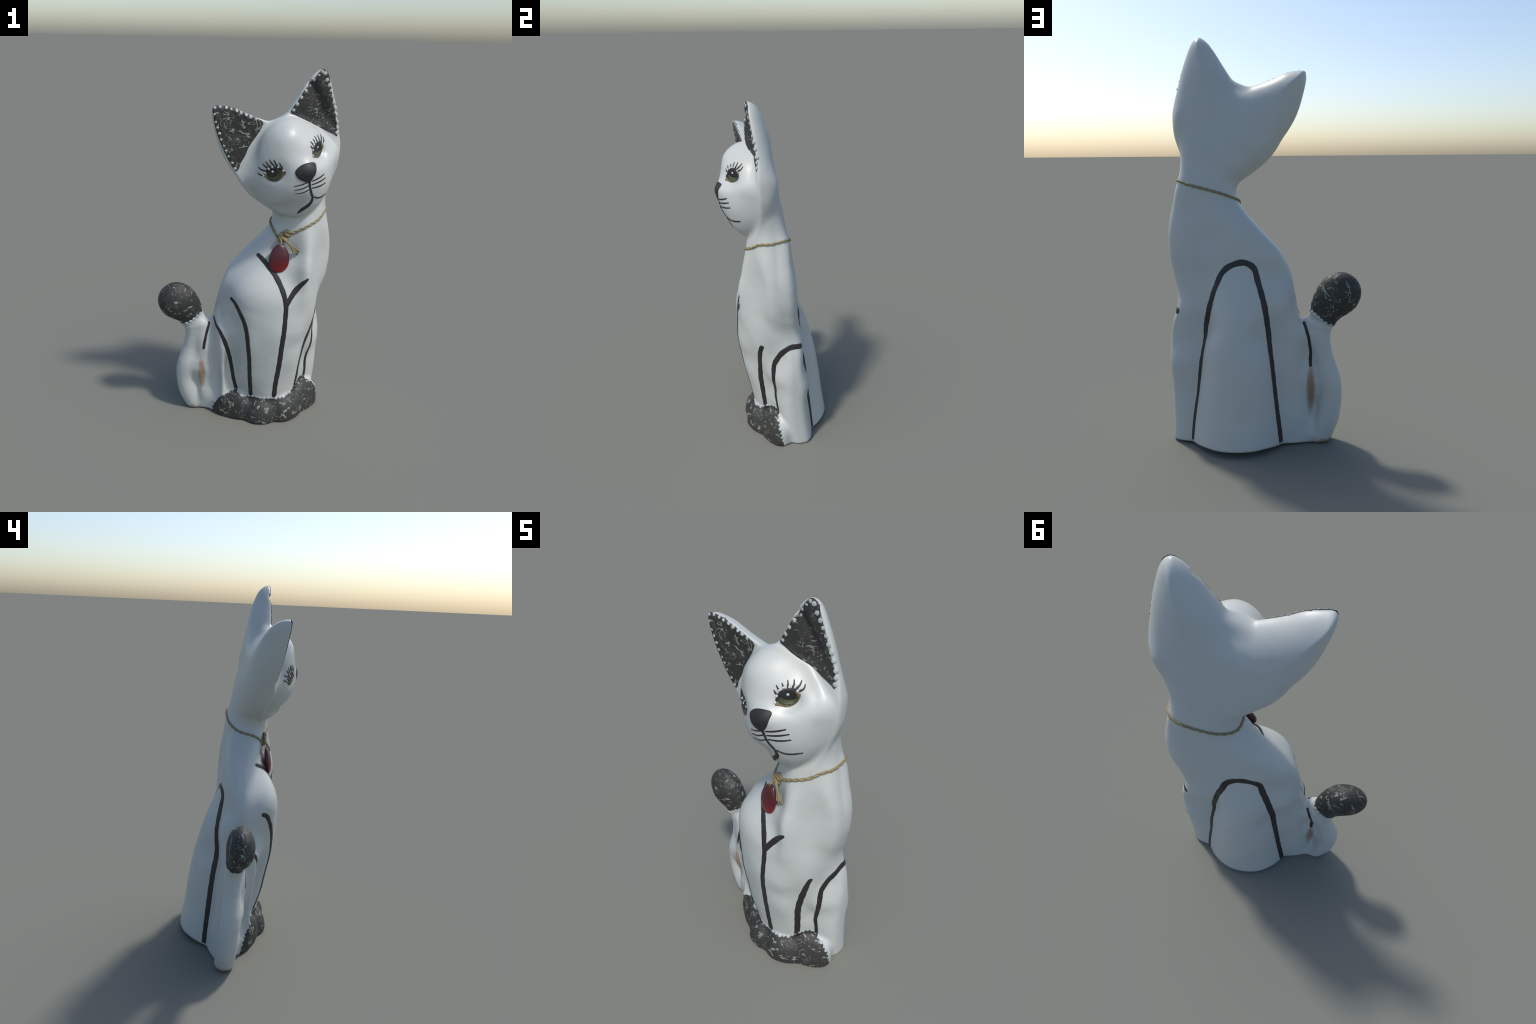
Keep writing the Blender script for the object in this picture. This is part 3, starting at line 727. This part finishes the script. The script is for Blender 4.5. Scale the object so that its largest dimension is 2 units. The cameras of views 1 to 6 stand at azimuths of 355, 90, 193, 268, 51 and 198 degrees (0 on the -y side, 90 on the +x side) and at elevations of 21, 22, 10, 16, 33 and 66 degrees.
# charcoal inside of the ears, edged with beads of slip
patch('inner_ear', [(0.213, -0.154, 1.804), (0.245, -0.153, 1.852), (0.274, -0.150, 1.902), (0.308, -0.138, 1.946), (0.347, -0.145, 1.991), (0.366, -0.140, 1.998), (0.382, -0.132, 1.993), (0.394, -0.131, 1.967), (0.414, -0.120, 1.898), (0.438, -0.103, 1.803), (0.455, -0.091, 1.739), (0.463, -0.092, 1.681), (0.444, -0.096, 1.689), (0.382, -0.104, 1.718), (0.296, -0.140, 1.760), (0.243, -0.150, 1.785)],
      M_ear, PART['ear.'], .003, .006, rough=.0016)
patch('inner_ear', [(-0.165, -0.230, 1.827), (-0.151, -0.233, 1.836), (-0.100, -0.221, 1.833), (-0.052, -0.212, 1.817), (-0.003, -0.198, 1.794), (0.072, -0.180, 1.761), (0.071, -0.178, 1.736), (0.063, -0.178, 1.715), (0.034, -0.179, 1.675), (0.010, -0.180, 1.638), (-0.005, -0.181, 1.601), (-0.015, -0.181, 1.582), (-0.029, -0.182, 1.560), (-0.038, -0.182, 1.532), (-0.052, -0.182, 1.519), (-0.065, -0.185, 1.533), (-0.093, -0.196, 1.582), (-0.121, -0.209, 1.643), (-0.143, -0.220, 1.703), (-0.157, -0.230, 1.763)],
      M_ear, PART['ear'], .003, .006, rough=.0016)
for p in [(0.373, -0.139, 1.982), (0.385, -0.133, 1.952), (0.398, -0.127, 1.928), (0.408, -0.122, 1.902), (0.421, -0.116, 1.873), (0.431, -0.110, 1.844), (0.442, -0.103, 1.817), (0.450, -0.097, 1.786), (0.459, -0.090, 1.748), (0.462, -0.090, 1.721), (0.461, -0.091, 1.695)]:
    bead(p, 0.0092, PART['ear.'], sink=.0022)
for p in [(0.358, -0.143, 1.989), (0.342, -0.145, 1.974), (0.320, -0.145, 1.952), (0.304, -0.134, 1.925), (0.283, -0.148, 1.902), (0.261, -0.152, 1.871), (0.243, -0.153, 1.840), (0.226, -0.153, 1.812)]:
    bead(p, 0.0082, PART['ear.'], sink=.0022)
for p in [(-0.130, -0.232, 1.832), (-0.101, -0.225, 1.828), (-0.078, -0.220, 1.821), (-0.052, -0.212, 1.813), (-0.031, -0.206, 1.802), (-0.006, -0.199, 1.793), (0.016, -0.194, 1.783), (0.042, -0.188, 1.772)]:
    bead(p, 0.008, PART['ear'], sink=.0022)
for p in [(-0.155, -0.237, 1.828), (-0.156, -0.235, 1.799), (-0.151, -0.230, 1.763), (-0.143, -0.225, 1.736), (-0.134, -0.220, 1.708), (-0.126, -0.215, 1.679), (-0.112, -0.208, 1.648), (-0.102, -0.203, 1.624), (-0.090, -0.197, 1.595), (-0.071, -0.189, 1.562), (-0.057, -0.183, 1.532)]:
    bead(p, 0.0072, PART['ear'], sink=.0022)
# beads along the top of the dark stockings and round the tail tip
def foot_point(deg,z):
    a=math.radians(deg);d=Vector((math.sin(a),-math.cos(a),0));o=Vector((PC[0],PC[1],z))
    hit,n,i,dd=bvh.ray_cast(o+d*.7,-d);return hit
last=None;deg=-63.5
while deg<78.8:
    q=foot_point(deg,max(paw_edge(deg),.012))
    if q is not None and (last is None or (q-last).length>rng.uniform(.021,.028)):
        bead(q,rng.uniform(.007,.0105),PART['torso']);last=q
    deg+=.25
side=TAILN.cross(Vector((0,1,0))).normalized()
for i in range(15):
    a=2*math.pi*(i+rng.uniform(-.25,.25))/15;d=(side*math.cos(a)+Vector((0,1,0))*math.sin(a)).normalized()
    hit,n,_i,dd=bvh.ray_cast(TAILC+d*.16,-d)
    if hit is not None: bead(hit,rng.uniform(.009,.013),PART['tail'])

# ------------------------------------------------------------------ cord, knot and red drop
CORD=[(0.183, -0.133, 1.142), (0.164, -0.117, 1.168), (0.155, -0.099, 1.184), (0.150, -0.004, 1.211), (0.195, 0.041, 1.236), (0.247, 0.061, 1.253), (0.311, 0.071, 1.270), (0.376, 0.073, 1.286), (0.408, 0.062, 1.300), (0.434, 0.018, 1.297), (0.442, -0.035, 1.287), (0.423, -0.090, 1.282), (0.406, -0.112, 1.261), (0.379, -0.135, 1.244), (0.335, -0.159, 1.227), (0.301, -0.163, 1.208), (0.269, -0.157, 1.192), (0.238, -0.148, 1.178), (0.206, -0.139, 1.154)]
def tube(name,P,r,material,parent,strands=1,twist=95.,seg=8):
    """twisted cord along points P"""
    P=np.asarray(P);n=len(P);T=np.gradient(P,axis=0);T/=np.linalg.norm(T,axis=1,keepdims=True)
    s=np.r_[0,np.cumsum(np.linalg.norm(np.diff(P,axis=0),axis=1))]
    R_=np.broadcast_to(np.atleast_1d(r),(n,)) if np.ndim(r)==0 else np.asarray(r)
    ref=np.array([0,0,1.]) if abs(T[:,2]).mean()<.8 else np.array([0,1.,0])
    vs=[];fs=[]
    for k in range(strands):
        o0=len(vs)
        for i in range(n):
            u=np.cross(T[i],ref);u/=np.linalg.norm(u);w=np.cross(T[i],u)
            a=s[i]*twist+2*np.pi*k/strands;off=0 if strands==1 else .30
            c=P[i]+R_[i]*off*(np.cos(a)*u+np.sin(a)*w);rr=R_[i]*(1 if strands==1 else .62)
            for j in range(seg):
                b=2*np.pi*j/seg;vs.append(c+rr*(np.cos(b)*u+np.sin(b)*w))
        for i in range(n-1):
            for j in range(seg):
                a0=o0+i*seg+j;b0=o0+i*seg+(j+1)%seg;fs.append((a0,b0,b0+seg,a0+seg))
        fs.append(tuple(o0+j for j in range(seg))[::-1]);fs.append(tuple(o0+(n-1)*seg+j for j in range(seg)))
    me=bpy.data.meshes.new(name);me.from_pydata([tuple(v) for v in vs],[],fs);me.update()
    for p_ in me.polygons: p_.use_smooth=True
    me.materials.append(material);return link(bpy.data.objects.new(name,me),parent)
D,_u=smooth_path(CORD,.004)
for _ in range(40): D[1:-1]=(D[:-2]+2*D[1:-1]+D[2:])/4
D=np.array([tuple(q+n*.0018) for q,n in (snap(p) for p in D)])
for _ in range(2): D[1:-1]=(D[:-2]+2*D[1:-1]+D[2:])/4
cord=tube('cord',D,.0082,M_cord,base,2)
KN=Vector((.196, -.142, 1.148))
def blob(c,path_r,turns,r,name,parent):
    t=np.linspace(0,1,60);a=2*np.pi*turns*t
    P=np.stack([c[0]+path_r[0]*np.cos(a)+.006*np.sin(a*2.3),c[1]+path_r[1]*np.sin(a*1.5+.5),c[2]+path_r[2]*np.sin(a)+.004*np.cos(a*3)],1)
    return tube(name,P,r,M_cord,parent,2,110.)
blob(KN+Vector((.012,-.002,.016)),(.020,.006,.013),2.2,.0095,'knot',cord)
blob(KN+Vector((-.003,-.004,-.003)),(.012,.006,.012),1.7,.0085,'knot',cord)
blob(KN+Vector((.036,-.006,.034)),(.024,.005,.007),1.3,.0085,'knot',cord)
E1=Vector((.272, -.176, 1.084))
for i in range(12):
    j=Vector((rng.uniform(-.014,.014),rng.uniform(-.006,.004),rng.uniform(-.010,.010)))
    m_=KN.lerp(E1,.5)+Vector((.006,-.010,.004))+j*.35
    P=[KN+Vector((.008,-.010,.002))+j*.3,m_,E1+j*1.5+Vector((0,-.002,0))]
    Pp,_=smooth_path(P,.004)
    tube('tassel_strand',Pp,np.linspace(.0055,.0035,len(Pp)),M_cord,cord,1,0,6)
bm=bmesh.new();bmesh.ops.create_uvsphere(bm,u_segments=40,v_segments=24,radius=1)
for v in bm.verts:
    v.co.x*=.054*(1-.10*v.co.z);v.co.z*=.077;v.co.y*=.018
pend=bpy.data.meshes.new('red_pendant');bm.to_mesh(pend);bm.free()
for p_ in pend.polygons: p_.use_smooth=True
C_,ROT=(.180, -.172, 1.046),(math.radians(-8),math.radians(4),math.radians(-4))
pend.transform(mathutils.Euler(ROT).to_matrix().to_4x4());pend.transform(mathutils.Matrix.Translation(C_))
pend.materials.append(M_red);link(bpy.data.objects.new('red_pendant',pend),cord)
tp=Vector((.181, -.168, 1.118))
tube('pendant_loop',smooth_path([KN+Vector((-.004,-.006,-.004)),KN.lerp(tp,.5)+Vector((0,-.012,0)),tp],.003)[0],.006,M_cord,cord,2,120.)
